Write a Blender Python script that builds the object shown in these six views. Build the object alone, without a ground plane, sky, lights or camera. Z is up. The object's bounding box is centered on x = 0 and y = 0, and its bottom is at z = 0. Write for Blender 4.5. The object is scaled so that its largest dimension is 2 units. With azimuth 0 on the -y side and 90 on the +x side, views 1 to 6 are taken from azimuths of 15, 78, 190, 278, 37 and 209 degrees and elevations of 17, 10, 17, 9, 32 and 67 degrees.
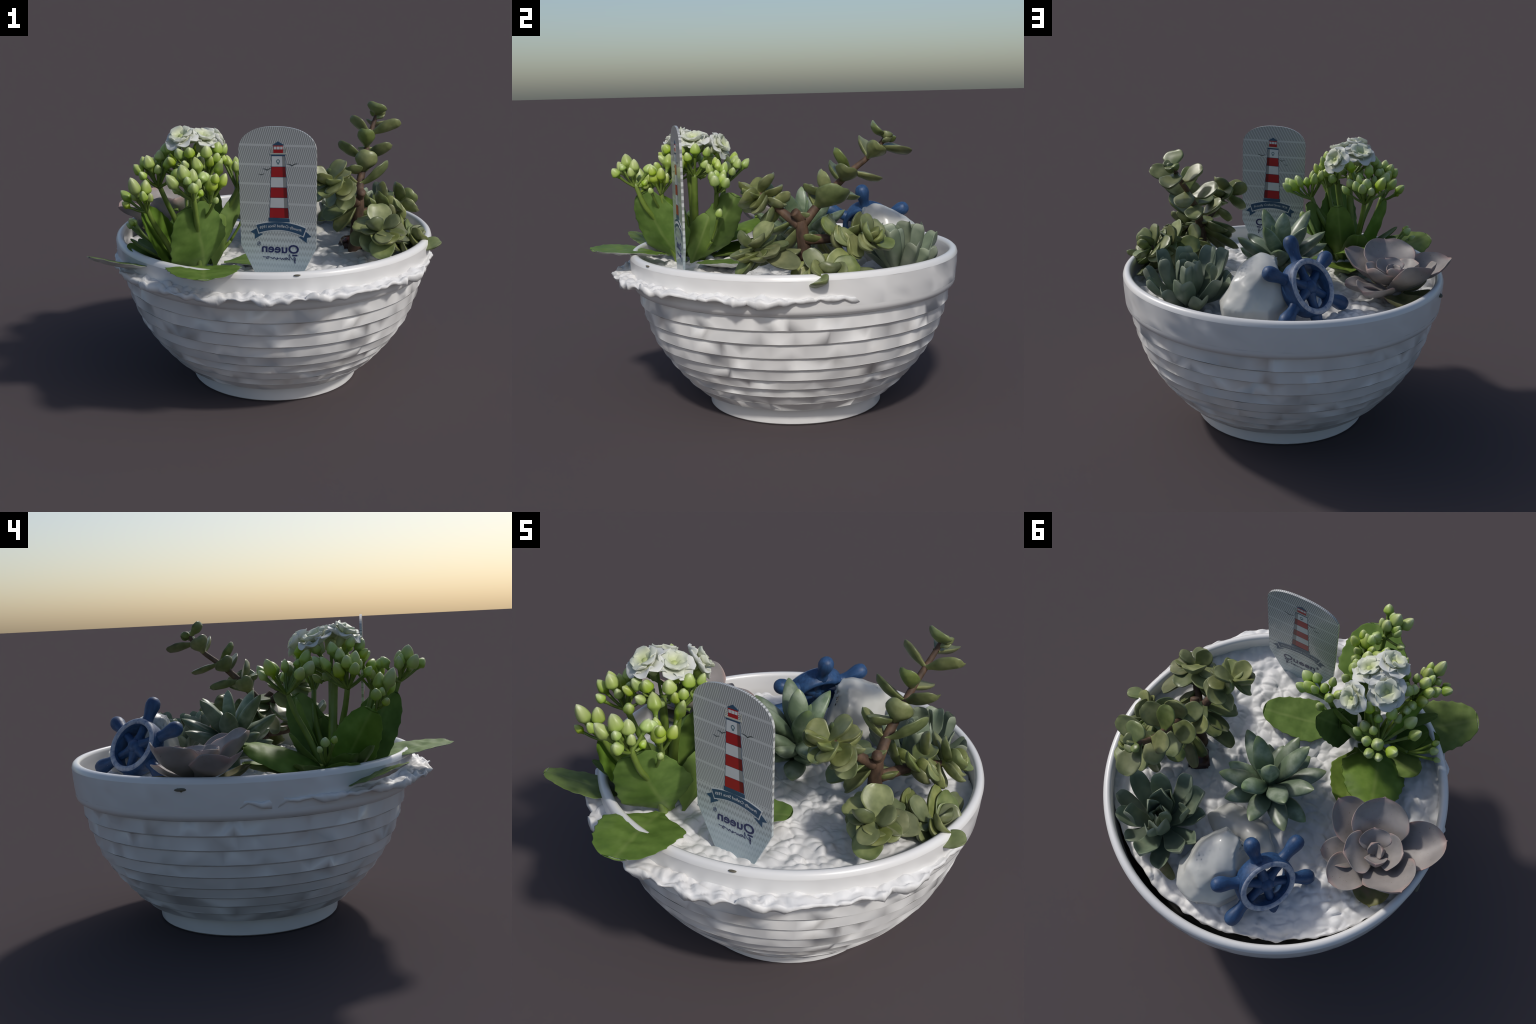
import bpy, bmesh, math, random
import numpy as np
from mathutils import Vector, Matrix, noise

rng = random.Random(7)
for o in list(bpy.data.objects):
    bpy.data.objects.remove(o, do_unlink=True)
COL = bpy.context.scene.collection
V = Vector

# ------------------------------------------------------------------ materials
class Mat:
    """Small wrapper around a node tree."""
    def __init__(self, name, rough=0.5, **kw):
        self.m = bpy.data.materials.new(name)
        self.m.use_nodes = True
        self.t = self.m.node_tree
        self.b = self.t.nodes['Principled BSDF']
        self.b.inputs['Roughness'].default_value = rough
        for k, v in kw.items():
            self.b.inputs[k.replace('_', ' ')].default_value = v
        self.tc = self.t.nodes.new('ShaderNodeTexCoord')
    def node(self, kind, **props):
        n = self.t.nodes.new(kind)
        for k, v in props.items():
            setattr(n, k, v)
        return n
    def link(self, a, b):
        self.t.links.new(a, b)
    def noise(self, scale, detail=3, rough=0.55, coord='Object', stretch=None, dist=0.0):
        n = self.node('ShaderNodeTexNoise')
        n.inputs['Scale'].default_value = scale
        n.inputs['Detail'].default_value = detail
        n.inputs['Roughness'].default_value = rough
        n.inputs['Distortion'].default_value = dist
        src = self.tc.outputs[coord]
        if stretch:
            mp = self.node('ShaderNodeMapping')
            mp.inputs['Scale'].default_value = stretch
            self.link(src, mp.inputs['Vector'])
            src = mp.outputs['Vector']
        self.link(src, n.inputs['Vector'])
        return n.outputs['Fac']
    def math(self, op, a, b=None, c=None):
        n = self.node('ShaderNodeMath', operation=op)
        for i, x in enumerate((a, b, c)):
            if x is None:
                continue
            if isinstance(x, (int, float)):
                n.inputs[i].default_value = x
            else:
                self.link(x, n.inputs[i])
        return n.outputs[0]
    def ramp(self, fac, stops, interp='LINEAR'):
        n = self.node('ShaderNodeValToRGB')
        cr = n.color_ramp
        cr.interpolation = interp
        while len(cr.elements) < len(stops):
            cr.elements.new(0.5)
        for e, (p, c) in zip(cr.elements, stops):
            e.position = p
            e.color = (*c, 1) if len(c) == 3 else c
        self.link(fac, n.inputs['Fac'])
        return n.outputs['Color']
    def mix(self, fac, a, b, mode='MIX'):
        n = self.node('ShaderNodeMix', data_type='RGBA', blend_type=mode)
        if isinstance(fac, (int, float)):
            n.inputs['Factor'].default_value = fac
        else:
            self.link(fac, n.inputs['Factor'])
        for s, x in (('A', a), ('B', b)):
            k = [i for i in n.inputs if i.name == s and i.type == 'RGBA'][0]
            if isinstance(x, tuple):
                k.default_value = (*x, 1)
            else:
                self.link(x, k)
        return [o for o in n.outputs if o.type == 'RGBA'][0]
    def axis(self, coord, ax):
        s = self.node('ShaderNodeSeparateXYZ')
        self.link(self.tc.outputs[coord], s.inputs[0])
        return s.outputs[ax]
    def rand(self):
        return self.node('ShaderNodeObjectInfo').outputs['Random']
    def vary(self, col, h=0.03, s=0.3, v=0.35):
        """Shift hue and value of a colour per object."""
        n = self.node('ShaderNodeHueSaturation')
        r = self.rand()
        self.link(self.math('MULTIPLY_ADD', r, h, 0.5 - h / 2), n.inputs['Hue'])
        r2 = self.math('FRACT', self.math('MULTIPLY', r, 17.31))
        self.link(self.math('MULTIPLY_ADD', r2, v, 1 - v / 2), n.inputs['Value'])
        r3 = self.math('FRACT', self.math('MULTIPLY', r, 7.77))
        self.link(self.math('MULTIPLY_ADD', r3, s, 1 - s / 2), n.inputs['Saturation'])
        self.link(col, n.inputs['Color'])
        return n.outputs['Color']
    def color(self, c):
        if isinstance(c, tuple):
            self.b.inputs['Base Color'].default_value = (*c, 1)
        else:
            self.link(c, self.b.inputs['Base Color'])
        return self
    def bump(self, h, strength=0.2, dist=0.01):
        n = self.node('ShaderNodeBump')
        n.inputs['Strength'].default_value = strength
        n.inputs['Distance'].default_value = dist
        self.link(h, n.inputs['Height'])
        self.link(n.outputs['Normal'], self.b.inputs['Normal'])
        return self

def translucent(m, col, amount):
    tr = m.node('ShaderNodeBsdfTranslucent')
    if isinstance(col, tuple):
        tr.inputs['Color'].default_value = (*col, 1)
    else:
        m.link(col, tr.inputs['Color'])
    mx = m.node('ShaderNodeMixShader')
    mx.inputs[0].default_value = amount
    out = m.t.nodes['Material Output']
    m.link(m.b.outputs[0], mx.inputs[1])
    m.link(tr.outputs[0], mx.inputs[2])
    m.link(mx.outputs[0], out.inputs['Surface'])

def make_materials():
    M = {}
    m = Mat('glazed_white', 0.32); m.b.inputs['Coat Weight'].default_value = 0.25; m.b.inputs['Coat Roughness'].default_value = 0.2
    m.color(m.ramp(m.noise(3, 3), [(0.3, (0.74, 0.73, 0.72)), (0.7, (0.78, 0.775, 0.765))])); M['glaze'] = m.m

    m = Mat('white_gravel', 0.5)
    m.color(m.ramp(m.noise(14, 4), [(0.3, (0.70, 0.695, 0.69)), (0.7, (0.80, 0.795, 0.785))]))
    m.bump(m.noise(90, 3), 0.15, 0.004); M['sand'] = m.m

    m = Mat('dark_gap_grey', 0.7)
    m.color(m.ramp(m.noise(30, 4), [(0.3, (0.02, 0.02, 0.019)), (0.7, (0.045, 0.043, 0.04))])); M['dark_floor'] = m.m

    m = Mat('polished_stone', 0.24)
    m.color(m.ramp(m.noise(5, 4), [(0.3, (0.50, 0.50, 0.465)), (0.7, (0.62, 0.615, 0.58))])); M['stone'] = m.m

    m = Mat('worn_blue_paint', 0.5)
    c = m.ramp(m.noise(26, 6, 0.7, stretch=(0.4, 1.6, 1.6)), [(0.3, (0.010, 0.032, 0.09)), (0.7, (0.034, 0.098, 0.235))])
    m.color(m.mix(m.ramp(m.noise(60, 5), [(0.66, (0, 0, 0)), (0.78, (1, 1, 1))]), c, (0.10, 0.15, 0.27)))
    m.bump(m.noise(70, 4), 0.25, 0.004); M['blue'] = m.m

    m = Mat('whitewashed_blue', 0.6)
    m.color(m.ramp(m.noise(45, 5), [(0.3, (0.10, 0.15, 0.28)), (0.45, (0.27, 0.31, 0.40)), (0.7, (0.40, 0.43, 0.50))]))
    m.bump(m.noise(70, 4), 0.25, 0.004); M['whitewash'] = m.m

    # jade leaf: olive green, paler middle, dark worn rim in places
    m = Mat('jade_leaf_skin', 0.38)
    gy = m.axis('Generated', 'Y')
    edge = m.math('MULTIPLY', m.math('ABSOLUTE', m.math('SUBTRACT', gy, 0.5)), 2.0)
    gx = m.axis('Generated', 'X')
    base = m.ramp(m.noise(13, 3), [(0.25, (0.085, 0.11, 0.038)), (0.5, (0.16, 0.19, 0.068)), (0.78, (0.275, 0.30, 0.125))])
    base = m.mix(m.ramp(gx, [(0.0, (0.55, 0.55, 0.55)), (0.3, (0, 0, 0))]), base, (0.30, 0.34, 0.11))
    c = m.mix(m.math('MULTIPLY', m.ramp(edge, [(0.8, (0, 0, 0)), (1.0, (1, 1, 1))]), 0.6), base, (0.035, 0.05, 0.018))
    m.color(m.vary(c, 0.03, 0.3, 0.5)); m.bump(m.noise(40, 3), 0.08, 0.004); M['jade'] = m.m

    m = Mat('jade_bark', 0.7)
    m.color(m.ramp(m.noise(18, 4, stretch=(1, 1, 0.5)), [(0.3, (0.035, 0.021, 0.013)), (0.5, (0.09, 0.05, 0.03)), (0.75, (0.18, 0.11, 0.065))]))  # browns darkened overall toward the near-black shade baked on the trunk
    m.bump(m.noise(40, 4), 0.4, 0.006); M['bark'] = m.m

    # kalanchoe leaf
    m = Mat('kalanchoe_leaf_skin', 0.5, Specular_IOR_Level=0.15)
    gy = m.axis('Generated', 'Y')
    mid = m.math('MULTIPLY', m.math('ABSOLUTE', m.math('SUBTRACT', gy, 0.5)), 2.0)
    c = m.ramp(m.noise(10, 4), [(0.25, (0.09, 0.16, 0.028)), (0.55, (0.155, 0.245, 0.05)), (0.8, (0.225, 0.325, 0.08))])
    c = m.mix(m.ramp(mid, [(0.0, (0.7, 0.7, 0.7)), (0.09, (0, 0, 0))]), c, (0.22, 0.30, 0.08))
    c = m.vary(c, 0.02, 0.2, 0.35)
    m.color(c); m.bump(m.noise(25, 4), 0.15, 0.006)
    translucent(m, c, 0.12); M['kal'] = m.m

    m = Mat('pale_leaf_underside', 0.6)
    m.color(m.ramp(m.noise(25, 3), [(0.35, (0.5, 0.53, 0.47)), (0.65, (0.72, 0.72, 0.7))])); M['under'] = m.m

    m = Mat('fresh_stem', 0.42)
    m.color(m.ramp(m.noise(8, 3), [(0.3, (0.10, 0.16, 0.02)), (0.7, (0.19, 0.27, 0.05))])); M['stem'] = m.m

    m = Mat('bud_skin', 0.4)
    g = m.axis('Generated', 'Z')
    g = m.math('ADD', g, m.math('MULTIPLY', m.math('SUBTRACT', m.noise(30, 2), 0.5), 0.35))
    c = m.ramp(g, [(0.05, (0.19, 0.31, 0.03)), (0.45, (0.36, 0.50, 0.085)), (0.8, (0.47, 0.58, 0.18)), (1.0, (0.62, 0.69, 0.38))])
    c = m.vary(c, 0.02, 0.3, 0.25)
    m.color(c); translucent(m, c, 0.1); M['bud'] = m.m

    m = Mat('white_petal', 0.45)
    g = m.axis('Generated', 'X')
    c = m.ramp(g, [(0.0, (0.48, 0.60, 0.14)), (0.3, (0.68, 0.74, 0.38)), (0.6, (0.80, 0.82, 0.72)), (1.0, (0.82, 0.83, 0.84))])
    m.color(c); translucent(m, c, 0.2); M['petal'] = m.m

    # plump green rosette
    m = Mat('plump_leaf_skin', 0.36)
    n1 = m.noise(9, 4, dist=0.6)
    c = m.ramp(n1, [(0.3, (0.085, 0.13, 0.08)), (0.52, (0.15, 0.205, 0.125)), (0.7, (0.28, 0.335, 0.24))])
    gx = m.axis('Generated', 'X')
    c = m.mix(m.ramp(gx, [(0.86, (0, 0, 0)), (1.0, (0.6, 0.6, 0.6))]), c, (0.22, 0.29, 0.10))
    m.color(m.vary(c, 0.02, 0.25, 0.3)); M['plump'] = m.m

    # dusty grey-mauve rosette
    m = Mat('dusty_mauve_leaf_skin', 0.5)
    c = m.ramp(m.noise(7, 5), [(0.25, (0.19, 0.175, 0.17)), (0.5, (0.275, 0.25, 0.24)), (0.8, (0.36, 0.325, 0.31))])
    gx = m.axis('Generated', 'X'); gy = m.axis('Generated', 'Y')
    ed = m.math('MULTIPLY', m.math('ABSOLUTE', m.math('SUBTRACT', gy, 0.5)), 2.0)
    rim = m.math('MAXIMUM', m.ramp(gx, [(0.88, (0, 0, 0)), (1.0, (1, 1, 1))]), m.ramp(ed, [(0.86, (0, 0, 0)), (1.0, (1, 1, 1))]))
    c = m.mix(m.math('MULTIPLY', rim, 0.75), c, (0.44, 0.28, 0.25))
    c = m.mix(m.ramp(m.noise(110, 2), [(0.68, (0, 0, 0)), (0.74, (1, 1, 1))]), c, (0.17, 0.14, 0.11))
    m.color(m.vary(c, 0.015, 0.2, 0.15)); M['mauve'] = m.m

    m = Mat('withered_leaf_skin', 0.45)
    m.color(m.ramp(m.noise(12, 3), [(0.3, (0.10, 0.11, 0.03)), (0.55, (0.22, 0.21, 0.09)), (0.75, (0.30, 0.22, 0.14))])); M['withered'] = m.m

    # wavy blue-green succulent
    m = Mat('bluegreen_leaf_skin', 0.42)
    c = m.ramp(m.noise(9, 4), [(0.3, (0.11, 0.15, 0.10)), (0.55, (0.175, 0.22, 0.15)), (0.8, (0.26, 0.30, 0.20))])
    gx = m.axis('Generated', 'X')
    c = m.mix(m.ramp(gx, [(0.9, (0, 0, 0)), (1.0, (0.7, 0.7, 0.7))]), c, (0.32, 0.36, 0.26))
    m.color(m.vary(c, 0.02, 0.25, 0.3)); M['blueg'] = m.m

    m = Mat('brown_plastic', 0.25); m.color(m.ramp(m.noise(8, 2), [(0.3, (0.045, 0.018, 0.015)), (0.7, (0.085, 0.03, 0.026))])); M['brown'] = m.m
    m = Mat('white_plastic', 0.4); m.color((0.75, 0.75, 0.75)); M['dot'] = m.m
    m = Mat('debris', 0.7); m.color((0.12, 0.11, 0.08)); M['debris'] = m.m

    # printed label: hatched rows above, lattice below, fading to pale blue
    m = Mat('printed_plastic', 0.3)
    x = m.axis('Object', 'X'); z = m.axis('Object', 'Z')
    u = m.math('MULTIPLY_ADD', z, 0.27, x)
    st = m.math('PINGPONG', m.math('MULTIPLY', u, 1 / 0.0048), 1.0)
    hatch = m.ramp(st, [(0.36, (1, 1, 1)), (0.56, (0, 0, 0))])
    row = m.math('FRACT', m.math('DIVIDE', m.math('SUBTRACT', z, 1.073 - 0.097 * 3), 0.097))
    gap = m.ramp(m.math('PINGPONG', m.math('ADD', row, 0.5), 0.5), [(0.44, (1, 1, 1)), (0.452, (0, 0, 0))])
    hatch = m.math('MULTIPLY', hatch, gap)
    # lattice of wavy chains
    w = m.math('PINGPONG', m.math('MULTIPLY', x, 1 / 0.0072), 1.0)
    zz = m.math('MULTIPLY', z, 1 / 0.0165)
    zig = m.math('PINGPONG', m.math('ADD', zz, w), 1.0)
    lat = m.ramp(zig, [(0.30, (1, 1, 1)), (0.45, (0, 0, 0))])
    top = m.math('GREATER_THAN', z, 1.075)
    pat = m.node('ShaderNodeMix', data_type='FLOAT')
    m.link(top, pat.inputs[0]); m.link(lat, pat.inputs[2]); m.link(hatch, pat.inputs[3])
    g = m.math('DIVIDE', m.math('SUBTRACT', z, 0.75), 0.8)
    light = m.ramp(g, [(0.0, (0.40, 0.50, 0.55)), (0.22, (0.50, 0.57, 0.58)), (0.4, (0.53, 0.55, 0.54)), (1.0, (0.52, 0.53, 0.53))])
    dark = m.ramp(g, [(0.0, (0.37, 0.48, 0.54)), (0.22, (0.38, 0.43, 0.44)), (0.4, (0.30, 0.31, 0.31)), (1.0, (0.22, 0.23, 0.23))])
    m.color(m.mix(pat.outputs[0], light, dark)); m.b.inputs['Coat Weight'].default_value = 0.3; M['label'] = m.m

    for k, c in {'red': (0.36, 0.012, 0.016), 'dark_red': (0.16, 0.008, 0.01), 'navy': (0.03, 0.075, 0.14), 'ink': (0.018, 0.025, 0.10),
                 'print_white': (0.58, 0.60, 0.61), 'print_grey': (0.25, 0.26, 0.26), 'cream': (0.46, 0.46, 0.40), 'slate': (0.045, 0.055, 0.055),
                 'ring_ink': (0.05, 0.13, 0.16)}.items():
        m = Mat('print_' + k, 0.35); m.color(m.ramp(m.noise(20, 2), [(0.0, tuple(0.93 * i for i in c)), (1.0, tuple(min(1, 1.07 * i) for i in c))])); M[k] = m.m
    return M
M = make_materials()

# ------------------------------------------------------------------ helpers
def add(name, mesh, parent=None, mats=(), smooth=True, matrix=None):
    o = bpy.data.objects.new(name, mesh)
    COL.objects.link(o)
    for m in mats:
        mesh.materials.append(m)
    if smooth:
        mesh.polygons.foreach_set('use_smooth', [True] * len(mesh.polygons))
    if matrix is not None:
        o.matrix_basis = matrix
    if parent:
        w = o.matrix_basis.copy()
        o.parent = parent
        o.matrix_parent_inverse = Matrix.Identity(4)
        bm_ = parent.matrix_basis
        o.matrix_basis = bm_.inverted() @ w
    return o

def mesh_of(name, verts, faces):
    me = bpy.data.meshes.new(name)
    me.from_pydata([tuple(v) for v in verts], [], faces)
    me.update()
    return me

def empty(name, loc, label, cat):
    e = bpy.data.objects.new(name, None)
    e['label'] = label; e['category'] = cat
    COL.objects.link(e)
    return e

def smoothstep(a, b, x):
    t = min(1.0, max(0.0, (x - a) / (b - a))); return t * t * (3 - 2 * t)

def spline(pts, n):
    """Catmull-Rom through 3D points."""
    P = [V(p) for p in pts]
    P = [2 * P[0] - P[1]] + P + [2 * P[-1] - P[-2]]
    out = []
    segs = len(P) - 3
    for i in range(n):
        s = i / (n - 1) * segs
        k = min(int(s), segs - 1); t = s - k
        a, b, c, d = P[k:k + 4]
        out.append(0.5 * ((2 * b) + (c - a) * t + (2 * a - 5 * b + 4 * c - d) * t * t + (3 * b - a - 3 * c + d) * t ** 3))
    return out

def tube(pts, radii, n=14, sides=10, cap=True):
    path = spline(pts, n)
    rr = [np.interp(i / (n - 1), np.linspace(0, 1, len(radii)), radii) for i in range(n)]
    vs, fs = [], []
    ref = V((0.3, 0.9, 0.2))
    for i, p in enumerate(path):
        d = (path[min(i + 1, n - 1)] - path[max(i - 1, 0)]).normalized()
        a = d.cross(ref)
        if a.length < 1e-3: a = d.cross(V((1, 0, 0)))
        a.normalize(); b = d.cross(a); ref = b.cross(d) * -1 if False else ref
        for j in range(sides):
            t = 2 * math.pi * j / sides
            vs.append(p + (a * math.cos(t) + b * math.sin(t)) * rr[i])
    for i in range(n - 1):
        for j in range(sides):
            k = (j + 1) % sides
            fs.append((i * sides + j, i * sides + k, (i + 1) * sides + k, (i + 1) * sides + j))
    if cap:
        fs.append(tuple(range(sides - 1, -1, -1)))
        fs.append(tuple((n - 1) * sides + j for j in range(sides)))
    return vs, fs

class Joiner:
    def __init__(self): self.v, self.f = [], []
    def put(self, vf):
        o = len(self.v); self.v += list(vf[0]); self.f += [tuple(i + o for i in f) for f in vf[1]]
    def mesh(self, name): return mesh_of(name, self.v, self.f)

# outline functions: half width (0..1) at t along the leaf
def interp_profile(pts):
    xs, ys = zip(*pts)
    def f(t):
        # smooth monotone-ish interpolation
        for i in range(len(xs) - 1):
            if t <= xs[i + 1]:
                s = (t - xs[i]) / (xs[i + 1] - xs[i])
                return ys[i] + (ys[i + 1] - ys[i]) * (s if i in (0, len(xs) - 2) else s * s * (3 - 2 * s) * 0.5 + s * 0.5)
        return ys[-1]
    return f
def round_tip(t, k=2.4):            # closes the tip like an ellipse
    return (1 - t ** k) ** (1 / k) if t < 1 else 0
OUT = {
    'jade': lambda t: (0.24 + 0.76 * smoothstep(0.0, 0.62, t)) * round_tip(t, 3.2),
    'kal': lambda t: (0.13 + 0.87 * smoothstep(0.0, 0.40, t)) * round_tip(t, 2.45),
    'lance': lambda t: (0.45 + 0.55 * smoothstep(0, 0.5, t)) * max(0, 1 - t ** 3.4) ** 0.72,
    'spoon': lambda t: (0.5 + 0.5 * smoothstep(0.05, 0.7, t)) * round_tip(t, 4.5),
    'echev': lambda t: (0.42 + 0.58 * smoothstep(0, 0.6, t)) * max(0, 1 - t ** 5) ** 0.5,
    'petal': lambda t: (0.35 + 0.65 * smoothstep(0, 0.55, t)) * round_tip(t, 3),
}
def leaf_mesh(name, L, W, T, kind, cup=0.1, bend=0.0, twist=0.0, scallop=0.0, nt=22, ns=5, keel=0.0, tip_curl=0.0, wave=0.0,
              seed=0, th_pow=0.5, flat_top=0.35, fold=0.0, tip_point=0.0, vee=0.0):
    """Closed lens-section leaf: x along, y across, z out of the upper face."""
    r = random.Random(seed)
    ph = r.uniform(0, 6.28)
    f = OUT[kind]
    vs, fs = [], []
    ring = 4 * ns
    ts = [0.5 - 0.5 * math.cos(math.pi * (0.06 + 0.94 * i / (nt - 1))) for i in range(nt)]
    t0 = ts[0]; ts = [(t - t0) / (1 - t0) for t in ts]
    ts[-1] = 1.0; ts[-2] = 0.9985; ts[-3] = 0.992; ts[-4] = 0.976
    for i, t in enumerate(ts):
        end = 0.04 if i == nt - 1 else 1.0
        w = W / 2 * max(f(min(t, 0.9985)), 0.012) * end
        h = T / 2 * (max(f(min(t, 0.9985)), 0.02) ** th_pow) * (0.75 + 0.25 * (1 - t)) * end * (1 - smoothstep(0.9, 1.0, t)) ** 0.3 if i < nt - 1 else T * 0.004
        mid = -bend * L * 4 * t * (1 - t) + tip_curl * L * max(0, t - 0.6) ** 2 * 6
        tw = twist * (t - 0.2)
        row = []
        for k in range(ring):
            a = 2 * math.pi * k / ring
            s = math.cos(a); q = math.sin(a)
            sc = 1.0
            if scallop and abs(s) > 0.5:
                sc += scallop * (0.5 - abs(math.sin(t * 26 + (0.7 if s > 0 else 0)))) * (abs(s) - 0.5) * 2
            y = w * s * sc
            zc = cup * w * s * s - fold * w * (1 - abs(s)) + wave * w * abs(s) ** 1.5 * math.sin(t * 9 + ph + (1.7 if s > 0 else 0))
            if vee: zc += vee * w * abs(s) * smoothstep(0.55, 0.95, t)
            z = zc + (h * q * flat_top * 2 if q > 0 else h * q * (2 - flat_top * 2)) * (1 - 0.25 * abs(s))
            if keel and q < 0: z -= keel * w * (1 - abs(s)) ** 2
            if keel and q > 0: z -= 0.35 * keel * w * (1 - abs(s)) ** 3
            x = L * t
            if tip_point: x += tip_point * L * (1 - abs(s)) ** 4 * smoothstep(0.75, 1, t)
            nz = 0.018 * W * noise.noise(V((x * 22, y * 22, seed * 3.1)))
            y2 = y * math.cos(tw) - z * math.sin(tw); z2 = y * math.sin(tw) + z * math.cos(tw)
            row.append((x, y2, z2 + mid + nz))
        vs += row
    for i in range(nt - 1):
        for k in range(ring):
            k2 = (k + 1) % ring
            fs.append((i * ring + k, (i + 1) * ring + k, (i + 1) * ring + k2, i * ring + k2)[::-1])
    fs.append(tuple(range(ring))[::-1][::-1])
    fs.append(tuple((nt - 1) * ring + k for k in range(ring))[::-1])
    return mesh_of(name, vs, fs)

def frame(base, tip, up):
    base, tip, up = V(base), V(tip), V(up)
    x = (tip - base); L = x.length; x.normalize()
    z = up - up.dot(x) * x
    if z.length < 1e-3: z = V((0, 1, 0)) - V((0, 1, 0)).dot(x) * x
    z.normalize(); y = z.cross(x)
    m = Matrix((x, y, z)).transposed().to_4x4(); m.translation = base
    return m, L

def leaf(parent, mat, base, tip, W, T, kind, up=(0, 0, 1), name='leaf', under=None, **kw):
    m, L = frame(base, tip, up)
    me = leaf_mesh(name, L, W, T, kind, **kw)
    o = add(name, me, parent, [mat] + ([under] if under else []), True, m)
    if under:
        for p in me.polygons:
            if p.normal.z < 0.25 and p.center.x > 0.03 * L: p.material_index = 1
    return o

# ------------------------------------------------------------------ planter
planter = empty('succulent_planter', (0, 0, 0), 'white ribbed bowl planted with flowering kalanchoe and mixed succulents in white gravel', 'planter')
BX, BY = -0.014, 0.102

def build_bowl():
    bz = [0.670, 0.593, 0.521, 0.445, 0.380, 0.315, 0.259, 0.204, 0.153, 0.098]
    br = [0.848, 0.828, 0.802, 0.774, 0.734, 0.695, 0.650, 0.605, 0.545]
    vs, fs, ns = [], [], []
    rb = random.Random(3)
    def patch(profile, seg, jit, rj=0.0, twist_tri=False):
        """Lathe one smooth strip; every strip has its own vertices so ledges stay crisp.
        Vertex normals are tilted at random to draw patchy triangular shading on the ribs."""
        o = len(vs); n = len(profile)
        offs = [rb.uniform(-0.35, 0.35) if jit else 0 for _ in range(seg)]
        tilt = []
        for j in range(seg):
            big = rb.random() < 0.5
            s = jit * (2.6 if big else 0.5)
            tilt.append([(rb.gauss(0, s), rb.gauss(0, s * 0.8)) for _ in range(n)])
        for i, (r, z) in enumerate(profile):
            a = profile[max(i - 1, 0)]; b = profile[min(i + 1, n - 1)]
            dr, dz = b[0] - a[0], b[1] - a[1]
            l = math.hypot(dr, dz); nr, nz = -dz / l, dr / l
            for j in range(seg):
                th = 2 * math.pi * (j + offs[j]) / seg
                rr = r + rb.gauss(0, rj)
                vs.append((BX + rr * math.cos(th), BY + rr * math.sin(th), z))
                t1, t2 = tilt[j][i]
                nn = V((nr * math.cos(th) - t1 * math.sin(th), nr * math.sin(th) + t1 * math.cos(th), nz + t2)).normalized()
                ns.append(nn)
        for i in range(n - 1):
            for j in range(seg):
                k = (j + 1) % seg
                a, b, c, d = o + i * seg + j, o + i * seg + k, o + (i + 1) * seg + k, o + (i + 1) * seg + j
                if twist_tri:
                    if rb.random() < 0.5: fs.extend([(a, d, c), (a, c, b)])
                    else: fs.extend([(a, d, b), (b, d, c)])
                else: fs.append((a, d, c, b))
    # profiles run downward on the outside (normal points out)
    lip = [(0.846, 0.690), (0.857, 0.76), (0.853, 0.82), (0.850, 0.855), (0.857, 0.870), (0.869, 0.8745), (0.881, 0.871), (0.891, 0.862), (0.8955, 0.846)]
    patch(lip, 192, 0.0)
    patch([(0.8955, 0.846), (0.894, 0.80), (0.890, 0.755), (0.886, 0.716)], 80, 0.03)
    patch([(0.886, 0.716), (0.885, 0.702), (0.881, 0.690), (0.873, 0.679), (0.860, 0.671), (0.848, 0.668)], 192, 0.0)
    for k in range(9):
        zt, zb = bz[k], bz[k + 1]
        R = br[k]; Rt = (br[k - 1] - 0.013) if k else 0.851
        Rn = (R - 0.013) if k < 8 else 0.483
        h = zt - zb
        patch([(Rt, zt - 0.002), (R + 0.001, zb + 0.10 * h)], 80 - 5 * k, 0.17, 0.0012, True)
        patch([(R + 0.001, zb + 0.10 * h), (R - 0.003, zb + 0.005), (Rn, zb - 0.002)], 160, 0.0)
    patch([(0.483, 0.098), (0.481, 0.05), (0.479, 0.008)], 64, 0.02)
    patch([(0.479, 0.008), (0.472, 0.0), (0.44, 0.0), (0.42, 0.012), (0.2, 0.014), (0.001, 0.014)], 128, 0.0)
    me = mesh_of('bowl', vs, fs)
    o = add('bowl', me, planter, [M['glaze']])
    me.normals_split_custom_set_from_vertices([tuple(n) for n in ns])
    # hidden inside wall, below the gravel
    j = Joiner()
    prof = [(0.846, 0.692), (0.815, 0.595), (0.785, 0.52), (0.71, 0.38), (0.6, 0.25), (0.45, 0.13), (0.0, 0.1)]
    n = 96; v = []; f = []
    for r, z in prof:
        for i in range(n): v.append((BX + r * math.cos(2 * math.pi * i / n), BY + r * math.sin(2 * math.pi * i / n), z))
    for i in range(len(prof) - 1):
        for q in range(n):
            p = (q + 1) % n; f.append((i * n + q, i * n + p, (i + 1) * n + p, (i + 1) * n + q))
    add('dark_inner_wall', mesh_of('dark_inner_wall', v, f), planter, [M['dark_floor']])
build_bowl()

def build_dark_floor():
    n = 128; v = []; f = []
    rs = [0.0, 0.3, 0.55, 0.69, 0.725, 0.745, 0.76, 0.775, 0.79, 0.80]
    for a, r in enumerate(rs):
        for i in range(n):
            t = 2 * math.pi * i / n
            z = 0.56 + 0.010 * math.sin(a * 2.1) + 0.006 * noise.noise(V((r * 20, t * 3, 1)))
            v.append((BX + r * math.cos(t), BY + r * math.sin(t), z))
    for a in range(len(rs) - 1):
        for i in range(n):
            k = (i + 1) % n; f.append((a * n + i, (a + 1) * n + i, (a + 1) * n + k, a * n + k))
    add('dark_floor', mesh_of('dark_floor', v, f), planter, [M['dark_floor']])
build_dark_floor()

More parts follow.
